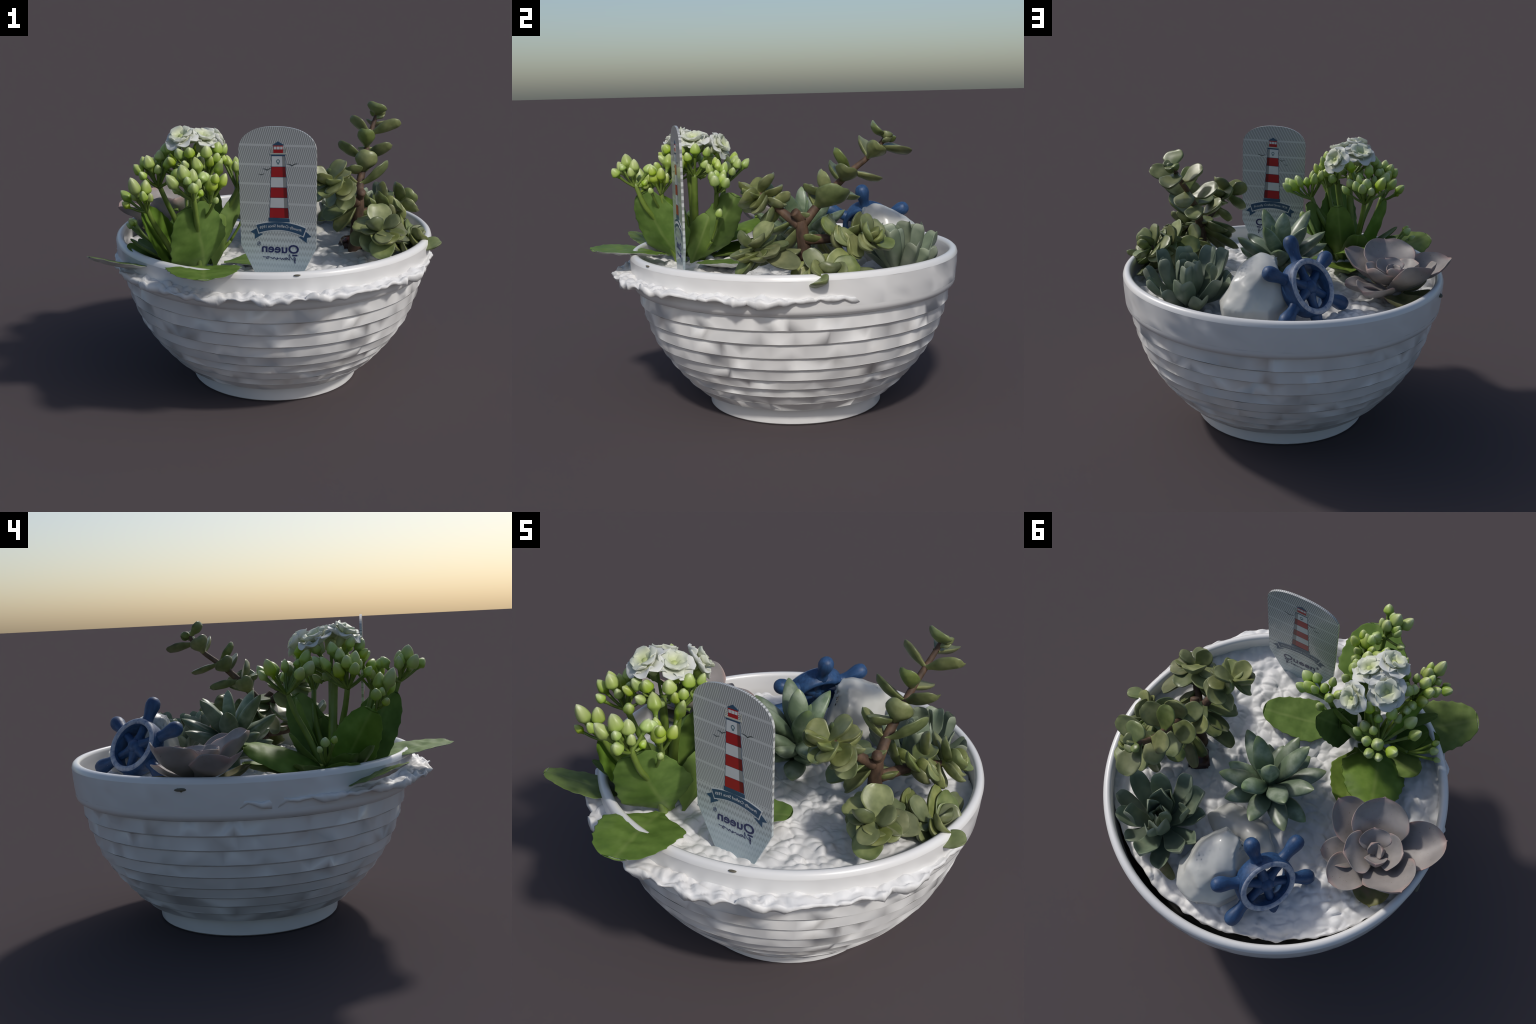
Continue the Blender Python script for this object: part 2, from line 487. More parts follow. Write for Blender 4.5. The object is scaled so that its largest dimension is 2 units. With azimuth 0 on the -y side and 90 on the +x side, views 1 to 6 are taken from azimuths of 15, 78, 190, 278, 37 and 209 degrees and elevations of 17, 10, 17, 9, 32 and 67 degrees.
GX, GY, GR = 0.0, 0.012, 0.888
def lump(x, y):
    p = V((x, y, 0.0))
    q = p + 0.02 * V((noise.noise(p * 9), noise.noise(p * 9 + V((5, 5, 5))), 0))
    d, pt = noise.voronoi(q * 19)
    b = max(0.0, 1 - d[0] * 1.15)
    chip = noise.noise(pt[0] * 7.3) * smoothstep(0.0, 0.22, d[1] - d[0])
    tilt = (noise.noise(pt[0] * 5.1 + V((9, 0, 0))) * (q.x * 19 - pt[0].x) + noise.noise(pt[0] * 4.7) * (q.y * 19 - pt[0].y)) * smoothstep(0.0, 0.2, d[1] - d[0])
    return 0.020 * (b - 0.45) + 0.018 * chip + 0.018 * tilt + 0.010 * noise.noise(p * 7)
def gravel_z(x, y):
    return 0.774 - 0.005 * y + lump(x, y) + 0.012 * noise.noise(V((x * 2.2, y * 2.2, 4)))
def build_gravel():
    nr, na = 150, 480
    v, f = [], []
    rim = []
    rk = random.Random(21)
    knots = 96                                    # torn edge: angular steps between random depths
    kd = [rk.uniform(-0.4, 1.0) * (1.6 if rk.random() < 0.2 else 1) for _ in range(knots)]
    kr = [rk.uniform(-1, 1) for _ in range(knots)]
    def torn(tab, j):
        x = j / na * knots; i = int(x); return tab[i % knots] * (1 - x + i) + tab[(i + 1) % knots] * (x - i)
    for j in range(na):
        t = 2 * math.pi * j / na
        c, s = math.cos(t), math.sin(t)
        rim.append(GR + 0.012 * noise.noise(V((c * 5, s * 5, 2))) + (0.004 + 0.014 * smoothstep(0.1, -0.3, s)) * torn(kr, j))
    v.append((GX, GY, gravel_z(GX, GY)))
    for i in range(1, nr + 1):
        for j in range(na):
            t = 2 * math.pi * j / na
            r = rim[j] * (i / nr) ** 0.8
            x, y = GX + r * math.cos(t), GY + r * math.sin(t)
            z = gravel_z(x, y)
            e = smoothstep(0.93, 1.0, i / nr)
            z -= 0.006 * e
            v.append((x, y, z))
    top = len(v)
    # ragged drooping edge
    for i, (dr, dz) in enumerate([(0.004, -0.010), (0.000, -0.020), (-0.02, -0.022), (-0.12, -0.022)]):
        for j in range(na):
            t = 2 * math.pi * j / na
            c, s = math.cos(t), math.sin(t)
            rag = 0.024 * torn(kd, j) + 0.008 * noise.noise(V((c * 9, s * 9, 11)))
            r = rim[j] + dr + 0.012 * noise.noise(V((c * 17, s * 17, i * 2)))
            b = v[1 + (nr - 1) * na + j][2]
            v.append((GX + r * c, GY + r * s, b * 0.5 + 0.5 * 0.772 + dz - (rag if i >= 1 else rag * 0.3)))
    v.append((GX, GY, 0.735))
    for j in range(na):
        f.append((0, 1 + j, 1 + (j + 1) % na))
    for i in range(nr - 1 + 4):
        for j in range(na):
            k = (j + 1) % na
            a = 1 + i * na
            f.append((a + j, a + na + j, a + na + k, a + k))
    a = 1 + (nr + 3) * na
    for j in range(na):
        f.append((a + j, len(v) - 1, a + (j + 1) % na))
    add('gravel', mesh_of('gravel', v, f), planter, [M['sand']])
build_gravel()

# ------------------------------------------------------------------ kalanchoe
def build_kalanchoe():
    st = Joiner()
    root = (-0.34, -0.41, 0.74)
    nodes = {'a': (-0.20, -0.735, 1.235), 'c': (-0.495, -0.615, 1.13), 'd': (-0.475, -0.485, 1.23), 'h': (-0.315, -0.42, 1.30),
             'h2': (-0.24, -0.40, 1.27), 'e': (-0.10, -0.30, 1.19), 'f': (-0.43, -0.19, 1.21), 'b': (-0.16, -0.60, 1.19)}
    stems = {'a': [(-0.27, -0.49, 0.74), (-0.233, -0.593, 0.975), (-0.206, -0.686, 1.107), nodes['a']],
             'b': [(-0.28, -0.48, 0.74), (-0.225, -0.53, 0.97), (-0.18, -0.58, 1.1), nodes['b']],
             'c': [(-0.38, -0.44, 0.74), (-0.43, -0.52, 0.92), (-0.47, -0.585, 1.04), nodes['c']],
             'd': [(-0.36, -0.42, 0.74), (-0.39, -0.44, 0.98), (-0.44, -0.47, 1.13), nodes['d']],
             'h': [(-0.33, -0.40, 0.74), (-0.335, -0.40, 0.98), (-0.32, -0.41, 1.15), nodes['h']],
             'h2': [(-0.31, -0.40, 0.74), (-0.29, -0.40, 1.0), (-0.26, -0.40, 1.15), nodes['h2']],
             'e': [(-0.29, -0.38, 0.74), (-0.20, -0.315, 0.99), (-0.14, -0.30, 1.10), nodes['e']],
             'f': [(-0.37, -0.37, 0.74), (-0.39, -0.29, 0.96), (-0.415, -0.225, 1.10), nodes['f']]}
    for k, p in stems.items():
        r = 0.022 if k in 'hh2' else 0.016
        st.put(tube(p, [r * 1.25, r, r * 0.85, r * 0.8], 18))
    buds = [(-0.161, -0.842, 1.303, 1.0), (-0.586, -0.659, 1.152, .7), (-0.166, -0.341, 1.384, .8), (-0.408, -0.518, 1.342, .9), (-0.189, -0.593, 1.287, .85),
            (-0.179, -0.399, 1.409, 1.1), (-0.456, -0.537, 1.311, .75), (-0.528, -0.675, 1.236, 1.15), (-0.181, -0.682, 1.238, .7), (-0.421, -0.385, 1.264, .7),
            (-0.567, -0.52, 1.303, 1.0), (-0.481, -0.682, 1.2, .8), (-0.235, -0.77, 1.35, 1.25), (-0.476, -0.452, 1.367, .95), (-0.53, -0.449, 1.291, 1.1),
            (-0.14, -0.632, 1.266, 1.25), (-0.342, -0.199, 1.299, 1.0), (-0.423, -0.077, 1.296, .95), (-0.241, -0.545, 1.34, 1.15), (-0.516, -0.129, 1.311, 1.1),
            (-0.387, -0.249, 1.336, .85), (-0.334, -0.543, 1.399, 1.0), (-0.346, -0.337, 1.25, .7), (-0.278, -0.796, 1.304, 1.1), (-0.17, -0.445, 1.368, .9),
            (-0.224, -0.292, 1.304, 1.0), (-0.571, -0.268, 1.289, 1.0), (-0.144, -0.499, 1.311, .9), (-0.072, -0.305, 1.273, .95), (-0.467, -0.303, 1.3, .8),
            (-0.333, -0.251, 1.386, 1.0), (-0.124, -0.574, 1.25, .8), (-0.509, -0.52, 1.344, 1.15), (-0.455, -0.418, 1.396, 1.05), (0.03, -0.271, 1.232, .95),
            (-0.323, -0.171, 1.263, .8), (-0.209, -0.483, 1.405, 1.15), (-0.436, -0.285, 1.356, 1.05), (-0.488, -0.631, 1.233, 1.15), (-0.121, -0.254, 1.289, .9),
            # fillers inside the heads
            (-0.205, -0.80, 1.325, .8), (-0.20, -0.735, 1.325, 1.1), (-0.255, -0.73, 1.30, .9), (-0.17, -0.755, 1.29, .75), (0.036, -0.33, 1.252, 1.1),
            (-0.015, -0.335, 1.272, .95), (-0.005, -0.285, 1.245, 1.1), (-0.04, -0.275, 1.262, .75), (-0.44, -0.13, 1.32, 1.15), (-0.47, -0.085, 1.285, .8),
            (-0.385, -0.13, 1.30, .95), (-0.395, -0.185, 1.315, .8), (-0.52, -0.58, 1.29, .8), (-0.545, -0.485, 1.335, 1.05), (-0.46, -0.655, 1.19, .7),
            (-0.601, -0.615, 1.183, .95), (-0.545, -0.64, 1.195, .75), (-0.53, -0.305, 1.31, 1.1), (-0.49, -0.345, 1.34, .8), (-0.50, -0.39, 1.32, .9),
            (-0.28, -0.545, 1.415, 1.05), (-0.40, -0.50, 1.42, .85), (-0.30, -0.56, 1.345, .8), (-0.37, -0.555, 1.36, .8), (-0.43, -0.47, 1.33, .85),
            (-0.26, -0.25, 1.37, .85), (-0.18, -0.29, 1.33, .75), (-0.20, -0.46, 1.34, .8), (-0.27, -0.48, 1.31, .8), (-0.19, -0.35, 1.32, .85),
            (-0.42, -0.34, 1.40, .9), (-0.155, -0.28, 1.31, .8), (-0.37, -0.45, 1.31, .85), (-0.345, -0.30, 1.33, .9), (-0.10, -0.335, 1.295, .8),
            (-0.34, -0.592, 1.306, .9), (-0.178, -0.66, 1.312, 1.0), (-0.249, -0.74, 1.317, .9), (-0.30, -0.70, 1.25, .7),
            (-0.095, -0.60, 1.275, .9), (-0.165, -0.64, 1.31, .95), (-0.115, -0.645, 1.30, .85), (-0.22, -0.60, 1.25, .7)]
    # shared bud meshes: pointed ovoid with four petal seams
    meshes = []
    for s in range(4):
        r = random.Random(40 + s)
        v, f = [], []
        nt, na = 14, 20
        Lb = 0.088 * (0.92 + 0.1 * s); Rb = 0.0315
        ph = r.uniform(0, 6)
        for i in range(nt):
            t = i / (nt - 1)
            rad = Rb * (0.30 * (1 - smoothstep(0, 0.25, t)) + smoothstep(0.0, 0.42, t)) * max(0.0, 1 - t ** 3.4) ** 0.8
            rad = max(rad, 0.0006)
            for j in range(na):
                a = 2 * math.pi * j / na
                seam = 1 - 0.2 * smoothstep(0.15, 0.6, t) * (1 - abs(math.sin(2 * a + ph + 1.1 * t))) ** 2
                rr = rad * seam * (1 + 0.05 * math.sin(a + s))
                v.append((rr * math.cos(a), rr * math.sin(a), Lb * t))
        for i in range(nt - 1):
            for j in range(na):
                k = (j + 1) % na
                f.append((i * na + j, i * na + k, (i + 1) * na + k, (i + 1) * na + j))
        f.append(tuple(range(na))[::-1]); f.append(tuple((nt - 1) * na + j for j in range(na)))
        me = mesh_of('bud', v, f)
        me.materials.append(M['bud']); me.polygons.foreach_set('use_smooth', [True] * len(me.polygons))
        meshes.append(me)
    placed = []
    for n, (x, y, z, s) in enumerate(buds):
        p = V((x, y, z))
        key = min(nodes, key=lambda k: (V(nodes[k]) + V((0, 0, 0.05)) - p).length)
        q = V(nodes[key])
        d = (p - q); d.z = max(d.z, 0.03); d = (d.normalized() + V((0, 0, 0.55))).normalized()
        s *= 0.92
        base = p - d * 0.045 * s
        placed.append((p, d, s, n))
        mid = q.lerp(base, 0.55) + V((0, 0, -0.012))
        st.put(tube([q - V((0, 0, 0.02)), mid, base + d * 0.012], [0.008, 0.0065, 0.010 * s], 8, 8))
    # lone low buds on thin stalks
    extra = [((-0.672, -0.379, 0.985), (-0.55, -0.37, 0.86), 0.75), ((-0.70, -0.355, 0.955), (-0.55, -0.37, 0.86), 0.5), ((-0.66, -0.42, 0.99), (-0.55, -0.37, 0.86), 0.55),
             ((-0.058, -0.297, 1.065), (-0.14, -0.33, 0.90), 0.8), ((-0.11, -0.66, 1.20), (-0.2, -0.60, 1.08), 0.55)]
    for n, (p, q, s) in enumerate(extra):
        p, q = V(p), V(q); d = (p - q).normalized()
        placed.append((p, d, s, n + 1))
        st.put(tube([q, q.lerp(p, 0.5) + V((0, 0, -0.01)), p - d * 0.035 * s], [0.008, 0.007, 0.009], 8, 8))
    st.put(tube([(-0.42, -0.42, 0.77), (-0.48, -0.39, 0.82), (-0.55, -0.37, 0.86)], [0.014, 0.011, 0.009], 10, 8))
    st.put(tube([(-0.26, -0.40, 0.77), (-0.19, -0.36, 0.84), (-0.14, -0.33, 0.90)], [0.014, 0.011, 0.009], 10, 8))
    body = add('kalanchoe_plant', st.mesh('kalanchoe_plant'), planter, [M['stem']])
    for p, d, s, n in placed:
        o = bpy.data.objects.new('bud', meshes[n % 4])
        COL.objects.link(o)
        z = d; x = z.cross(V((0.2, 0.4, 1))).normalized(); y = z.cross(x)
        m = Matrix((x, y, z)).transposed().to_4x4()
        m = Matrix.Translation(p - d * 0.044 * s) @ m @ Matrix.Rotation(n * 1.7, 4, 'Z') @ Matrix.Diagonal((s, s, s * (0.9 + 0.2 * ((n * 7) % 5) / 5), 1))
        o.matrix_basis = m; o.parent = body
    # open double flowers
    for n, (c, nrm, R) in enumerate([((-0.345, -0.475, 1.475), (-0.15, -0.45, 0.85), 0.088), ((-0.255, -0.40, 1.462), (0.35, -0.15, 0.9), 0.085),
                                     ((-0.377, -0.335, 1.45), (-0.25, 0.4, 0.9), 0.090), ((-0.245, -0.245, 1.425), (0.45, 0.75, 0.5), 0.082)]):
        c, nrm = V(c), V(nrm).normalized()
        fl = flower(n, R)
        x = nrm.cross(V((0, 1, 0.3))).normalized(); y = nrm.cross(x)
        m = Matrix((x, y, nrm)).transposed().to_4x4(); m.translation = c - nrm * 0.03
        o = add('flower', fl, body, [M['petal_flower']], True, m)
    k = M['kal']; u = M['under']
    def kl(base, tip, W, up, under=None, **kw):
        a = dict(cup=0.25, bend=0.03, scallop=0.065, nt=44, ns=7, keel=0.10, flat_top=0.5)
        a.update(kw)
        leaf(body, k, base, tip, W, 0.020, 'kal', up, under=under, **a)
    kl((-0.25, -0.475, 0.775), (-0.23, -0.70, 1.182), 0.35, (-0.74, 0.66, 0.22), seed=1, cup=0.06)
    kl((-0.40, -0.42, 0.77), (-0.53, -0.595, 1.115), 0.25, (0.9, -0.25, 0.35), seed=2, cup=0.3)
    kl((-0.45, -0.43, 0.78), (-0.67, -0.49, 0.885), 0.19, (0.4, 0.0, 1), seed=16)
    kl((-0.43, -0.35, 0.78), (-0.65, -0.27, 0.875), 0.20, (0.4, -0.2, 1), seed=17)
    kl((-0.25, -0.38, 0.78), (-0.085, -0.195, 1.16), 0.23, (-0.85, 0.3, 0.45), seed=3, cup=0.4)
    kl((-0.20, -0.44, 0.77), (-0.17, -0.33, 1.05), 0.20, (-0.9, 0.3, 0.3), seed=4, cup=0.3)
    kl((-0.39, -0.36, 0.83), (-0.515, 0.03, 0.97), 0.37, (-0.15, -0.3, 1), seed=5, bend=-0.05, cup=-0.35)
    kl((-0.55, 0.0, 0.965), (-0.60, 0.036, 0.978), 0.03, (0, -0.2, 1), seed=15, scallop=0)
    kl((-0.29, -0.30, 0.79), (-0.39, 0.05, 0.85), 0.24, (0.1, -0.2, 1), seed=6)
    kl((-0.17, -0.36, 0.79), (0.252, -0.25, 0.836), 0.27, (0, 0.0, 1), under=u, seed=7, cup=0.12)
    kl((-0.47, -0.50, 0.785), (-0.800, -0.708, 0.885), 0.31, (0.0, 0.3, 1), under=u, seed=8, cup=0.0)
    kl((-0.22, -0.57, 0.825), (-0.075, -0.990, 0.892), 0.40, (0.05, -0.1, 1), under=u, seed=9, cup=0.05, bend=-0.03)
    kl((-0.42, -0.50, 0.82), (-0.605, -0.592, 0.955), 0.08, (0, 0, 1), seed=10, scallop=0.03)
    kl((-0.45, -0.40, 0.78), (-0.60, -0.50, 0.92), 0.18, (0.5, 0.2, 0.8), seed=11)
    kl((-0.36, -0.36, 0.78), (-0.40, -0.19, 1.0), 0.17, (0.2, -0.9, 0.3), seed=12)
    kl((-0.30, -0.36, 0.78), (-0.27, -0.22, 1.16), 0.20, (0.1, -0.9, 0.2), seed=13)

def flower(seed, R):
    """Double flower: three whorls of ruffled petals, as one mesh."""
    r = random.Random(90 + seed)
    J = Joiner()
    for layer, (n, rad, lift, tilt) in enumerate([(6, 1.0, 0.0, 0.20), (5, 0.74, 0.014, 0.6)]):
        for i in range(n):
            a = 2 * math.pi * (i + 0.5 * layer) / n + r.uniform(-0.15, 0.15)
            me = leaf_mesh('p', R * rad * r.uniform(0.92, 1.06), R * rad * 1.2, 0.024, 'petal', cup=0.3, bend=0.06, nt=14, ns=4, wave=0.32, tip_curl=-0.12, seed=seed * 31 + layer * 9 + i, flat_top=0.5)
            t = tilt + r.uniform(-0.1, 0.1)
            mt = Matrix.Rotation(a, 4, 'Z') @ Matrix.Translation((R * 0.06, 0, lift + 0.012)) @ Matrix.Rotation(-t, 4, 'Y')
            J.put(([mt @ v.co for v in me.vertices], [tuple(p.vertices) for p in me.polygons]))
            bpy.data.meshes.remove(me)
    J.put(tube([(0, 0, -0.05), (0, 0, -0.005), (0, 0, 0.028), (0.002, 0, 0.044)], [0.014, 0.024, 0.022, 0.006], 10, 12))
    return J.mesh('flower')

m = Mat('ruffled_white_petals', 0.45)
# green-yellow throat fading to white with distance from the flower's axis
_s = m.node('ShaderNodeSeparateXYZ'); m.link(m.tc.outputs['Object'], _s.inputs[0])
_r = m.math('SQRT', m.math('ADD', m.math('MULTIPLY', _s.outputs[0], _s.outputs[0]), m.math('MULTIPLY', _s.outputs[1], _s.outputs[1])))
_c = m.ramp(m.math('DIVIDE', _r, 0.08), [(0.0, (0.55, 0.64, 0.2)), (0.2, (0.68, 0.74, 0.42)), (0.5, (0.80, 0.83, 0.66)), (1.0, (0.85, 0.86, 0.83))])
m.color(_c); translucent(m, _c, 0.3); M['petal_flower'] = m.m
build_kalanchoe()

# ------------------------------------------------------------------ jade plant
def build_jade():
    st = Joiner()
    def br(p, r): st.put(tube(p, r, 20, 12))
    tall = [(0.488, 0.03, 1.05), (0.482, 0.127, 1.162), (0.49, 0.21, 1.245), (0.49, 0.294, 1.318), (0.497, 0.373, 1.378), (0.512, 0.44, 1.45), (0.52, 0.455, 1.48)]
    left = [(0.485, 0.02, 1.05), (0.44, -0.06, 1.12), (0.391, -0.138, 1.19), (0.37, -0.165, 1.21)]
    right = [(0.495, 0.05, 0.98), (0.57, 0.18, 0.99), (0.64, 0.28, 0.985), (0.69, 0.33, 0.99)]
    front = [(0.48, 0.03, 0.90), (0.57, -0.11, 0.91), (0.645, -0.22, 0.955), (0.655, -0.245, 0.985)]
    side = [(0.49, 0.05, 0.84), (0.62, 0.06, 0.83), (0.74, 0.07, 0.83), (0.79, 0.075, 0.85)]
    br([(0.465, 0.06, 0.72), (0.478, 0.045, 0.90), (0.488, 0.03, 1.03), (0.49, 0.025, 1.105)], [0.042, 0.034, 0.032, 0.026])
    br(tall, [0.026, 0.022, 0.019, 0.016, 0.014, 0.012, 0.010]); br(left, [0.026, 0.021, 0.017, 0.013])
    br(right, [0.028, 0.022, 0.018, 0.013]); br(front, [0.03, 0.024, 0.018, 0.012]); br(side, [0.028, 0.022, 0.018, 0.012])
    body = add('jade_plant', st.mesh('jade_plant'), planter, [M['bark']])
    paths = {'t': spline(tall, 40), 'l': spline(left, 24), 'r': spline(right, 24), 'f': spline(front, 24), 's': spline(side, 24)}
    # branch, position along it (0..1), leaf tip, width
    L = [('t', 1.0, (0.532, 0.38, 1.561), .11), ('t', .68, (0.373, 0.384, 1.477), .10), ('t', .68, (0.675, 0.378, 1.455), .10), ('t', .80, (0.507, 0.60, 1.402), .11),
         ('t', 1.0, (0.53, 0.515, 1.475), .05), ('t', 1.0, (0.575, 0.455, 1.51), .05), ('t', 1.0, (0.48, 0.50, 1.50), .045),
         ('t', .50, (0.496, 0.197, 1.441), .095), ('t', .50, (0.475, 0.455, 1.266), .10), ('t', .85, (0.56, 0.47, 1.50), .06),
         ('t', .40, (0.328, 0.244, 1.349), .105), ('t', .40, (0.645, 0.227, 1.353), .11), ('t', .25, (0.531, 0.127, 1.336), .11), ('t', .27, (0.432, 0.345, 1.178), .10),
         ('t', .15, (0.333, 0.14, 1.237), .10), ('t', .13, (0.625, 0.21, 1.255), .15), ('t', .28, (0.42, 0.05, 1.25), .09),
         
         ('l', 1.0, (0.431, -0.095, 1.321), .11), ('l', .95, (0.256, -0.188, 1.249), .135), ('l', .9, (0.282, -0.19, 1.107), .135), ('l', .95, (0.43, -0.27, 1.195), .135),
         ('l', .6, (0.33, -0.10, 1.27), .09), ('l', .7, (0.50, -0.19, 1.14), .135), ('l', .5, (0.47, -0.16, 1.06), .11), ('l', .8, (0.35, -0.27, 1.15), .11), ('l', .45, (0.33, -0.09, 1.06), .135),
         ('l', .15, (0.322, -0.113, 0.986), .135), ('l', .1, (0.32, 0.10, 1.06), .12), ('l', .05, (0.30, 0.02, 1.0), .12),
         ('r', 1.0, (0.751, 0.422, 0.965), .11), ('r', .95, (0.772, 0.273, 1.077), .11), ('r', .9, (0.552, 0.42, 1.064), .11), ('r', .95, (0.67, 0.29, 1.13), .12),
         ('r', .85, (0.80, 0.24, 0.985), .11), ('r', .7, (0.69, 0.13, 1.03), .11), ('r', .6, (0.56, 0.32, 1.12), .11), ('r', .5, (0.426, 0.244, 0.992), .12), ('r', .45, (0.61, 0.09, 1.10), .11),
         ('r', .9, (0.63, 0.42, 0.95), .10), ('r', .3, (0.44, 0.20, 1.09), .12), ('r', .6, (0.73, 0.21, 0.93), .12), ('r', .75, (0.52, 0.36, 0.93), .11), ('r', 1.0, (0.76, 0.36, 1.04), .09),
         ('f', 1.0, (0.608, -0.152, 1.105), .13), ('f', .95, (0.494, -0.225, 1.0), .12), ('f', 1.0, (0.752, -0.238, 1.055), .11), ('f', .9, (0.775, -0.162, 0.974), .13), ('f', .75, (0.764, -0.05, 0.90), .12),
         ('f', 1.0, (0.685, -0.375, 0.95), .10), ('f', .85, (0.672, -0.34, 0.85), .13), ('f', .9, (0.675, -0.075, 1.0), .12), ('f', .8, (0.52, -0.13, 1.02), .11), ('f', .95, (0.60, -0.32, 1.06), .10),
         ('f', .6, (0.56, -0.28, 0.88), .13), ('f', .5, (0.47, -0.17, 0.90), .12), ('f', .85, (0.78, -0.25, 0.95), .11),
         ('s', 1.0, (0.837, 0.086, 0.93), .12), ('s', .95, (0.753, 0.24, 0.905), .12), ('s', .8, (0.67, 0.0, 0.97), .11), ('s', 1.0, (0.82, -0.03, 0.86), .12), ('s', .7, (0.70, 0.19, 0.96), .11),
         ('s', .5, (0.60, -0.06, 0.86), .12), ('s', .85, (0.80, 0.18, 0.88), .11), ('s', .4, (0.60, 0.20, 0.87), .12),
         ('r', .15, (0.36, 0.16, 0.90), .11), ('l', .0, (0.25, 0.068, 0.946), .12), ('l', .0, (0.37, -0.03, 0.90), .11), ('r', .2, (0.38, 0.24, 0.88), .11), ('s', .95, (0.75, 0.34, 0.84), .10)]
    # denser growth towards the ends of the low branches
    rj = random.Random(5)
    for b, count, spread in (('l', 7, 0.12), ('r', 12, 0.12), ('f', 8, 0.12), ('s', 9, 0.12)):
        for i in range(count):
            s = rj.uniform(0.25, 0.95); P = paths[b]; q = P[int(s * (len(P) - 1))]
            a = rj.uniform(0, 2 * math.pi)
            L.append((b, s, (q.x + spread * math.cos(a), q.y + spread * math.sin(a), max(q.z + rj.uniform(-0.03, 0.075), 0.82)), rj.uniform(0.10, 0.13)))
    for n, (b, s, tip, w) in enumerate(L):
        P = paths[b]; i = min(int(s * (len(P) - 1)), len(P) - 1)
        base = P[i]; d = (P[min(i + 1, len(P) - 1)] - P[max(i - 1, 0)]).normalized()
        tip = V(tip); tip = tip - (tip - base).normalized() * 0.007 - V((0, 0, 0.005))
        up = d * 1.0 + V((0, 0, 0.55))
        x = (tip - base).normalized()
        if abs(up.normalized().dot(x)) > 0.75:       # leaf runs on along the branch: face it outwards
            up = up - 1.6 * V((base.x - 0.49, base.y - 0.05, 0)).normalized()
        leaf(body, M['jade'], base, tip, w * rng.uniform(1.0, 1.15) * (1.12 if b == 't' else 1.0), 0.046, 'jade', up, cup=rng.uniform(0.15, 0.4), bend=rng.uniform(-0.01, 0.07), seed=n, th_pow=0.6, twist=rng.uniform(-0.25, 0.25), nt=20, ns=5)
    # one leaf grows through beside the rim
    leaf(body, M['jade'], (0.83, -0.03, 0.815), (0.938, 0.03, 0.862), 0.10, 0.04, 'jade', (0.3, -0.2, 1), cup=0.4, seed=77)
    # cut stub
    add('pruned_stub', Joiner_tube([(0.49, 0.03, 1.08), (0.505, 0.0, 1.11), (0.512, -0.015, 1.125)], [0.026, 0.025, 0.023]), body, [M['bark']])
    # brown plug beside the trunk
def Joiner_tube(p, r):
    v, f = tube(p, r, 8, 12); return mesh_of('pruned_stub', v, f)
build_jade()

def build_plug():
    bm = bmesh.new()
    bmesh.ops.create_cube(bm, size=1.0)
    for v in bm.verts:
        t = 0.72 if v.co.z > 0 else 1.0
        v.co = V((v.co.x * 0.125 * t, v.co.y * 0.125 * t, v.co.z * 0.075))
    bmesh.ops.bevel(bm, geom=bm.edges[:], offset=0.012, segments=3, affect='EDGES')
    me = bpy.data.meshes.new('brown_cube'); bm.to_mesh(me); bm.free()
    m = Matrix.Translation((0.430, 0.145, 0.785)) @ Matrix.Rotation(math.radians(32), 4, 'Z') @ Matrix.Rotation(math.radians(8), 4, 'X')
    o = add('brown_cube', me, planter, [M['brown']], True, m)
    bm = bmesh.new(); bmesh.ops.create_icosphere(bm, subdivisions=2, radius=0.009)
    for v in bm.verts: v.co.z *= 0.4
    me = bpy.data.meshes.new('white_speck'); bm.to_mesh(me); bm.free()
    add('white_speck', me, o, [M['dot']], True, Matrix.Translation((0.434, 0.155, 0.825)))
build_plug()

# ------------------------------------------------------------------ plump green rosette
def build_plump():
    st = Joiner(); st.put(tube([(-0.01, 0.15, 0.74), (-0.01, 0.155, 0.9), (-0.005, 0.16, 1.04)], [0.04, 0.035, 0.02], 12, 12))
    body = add('plump_rosette_succulent', st.mesh('plump_rosette_succulent'), planter, [M['plump']])
    L = [((0.222, -0.03, 1.008), .95), ((0.117, 0.043, 1.179), .97), ((-0.137, -0.027, 1.172), .97), ((-0.24, -0.023, 0.985), .92), ((-0.249, 0.135, 1.098), .95), ((-0.165, 0.284, 1.157), .98),
         ((-0.264, 0.25, 0.93), .88), ((-0.04, 0.414, 1.052), .94), ((0.147, 0.342, 0.972), .90), ((0.056, 0.312, 1.148), .98), ((0.216, 0.265, 1.067), .93), ((0.223, 0.164, 0.978), .90),
         ((-0.02, 0.16, 1.195), 1.02), ((0.04, 0.18, 1.127), 1.02), ((-0.203, 0.365, 1.0), .93), ((-0.045, -0.095, 1.06), .93), ((0.115, -0.065, 0.87), .87), ((0.13, 0.07, 0.91), .89), ((-0.12, -0.08, 0.93), .88),
         ((0.02, -0.05, 0.98), .92)]
    for n, (tip, zb) in enumerate(L):
        tip = V(tip)
        o = V((tip.x + 0.005, tip.y - 0.155, 0))
        base = V((-0.008, 0.155, zb - 0.03)) + o * 0.10
        small = n in (13,)
        up = V((-o.x * 0.9, -o.y * 0.9, 0.55)) if o.length > 0.06 else V((0.3, -0.6, 0.2))
        leaf(body, M['plump'], base, tip, 0.045 if small else rng.uniform(0.108, 0.122), 0.03 if small else 0.084, 'lance', up, cup=0.05, bend=-0.015, seed=200 + n, th_pow=0.8, flat_top=0.42, keel=0.05, nt=20)
build_plump()

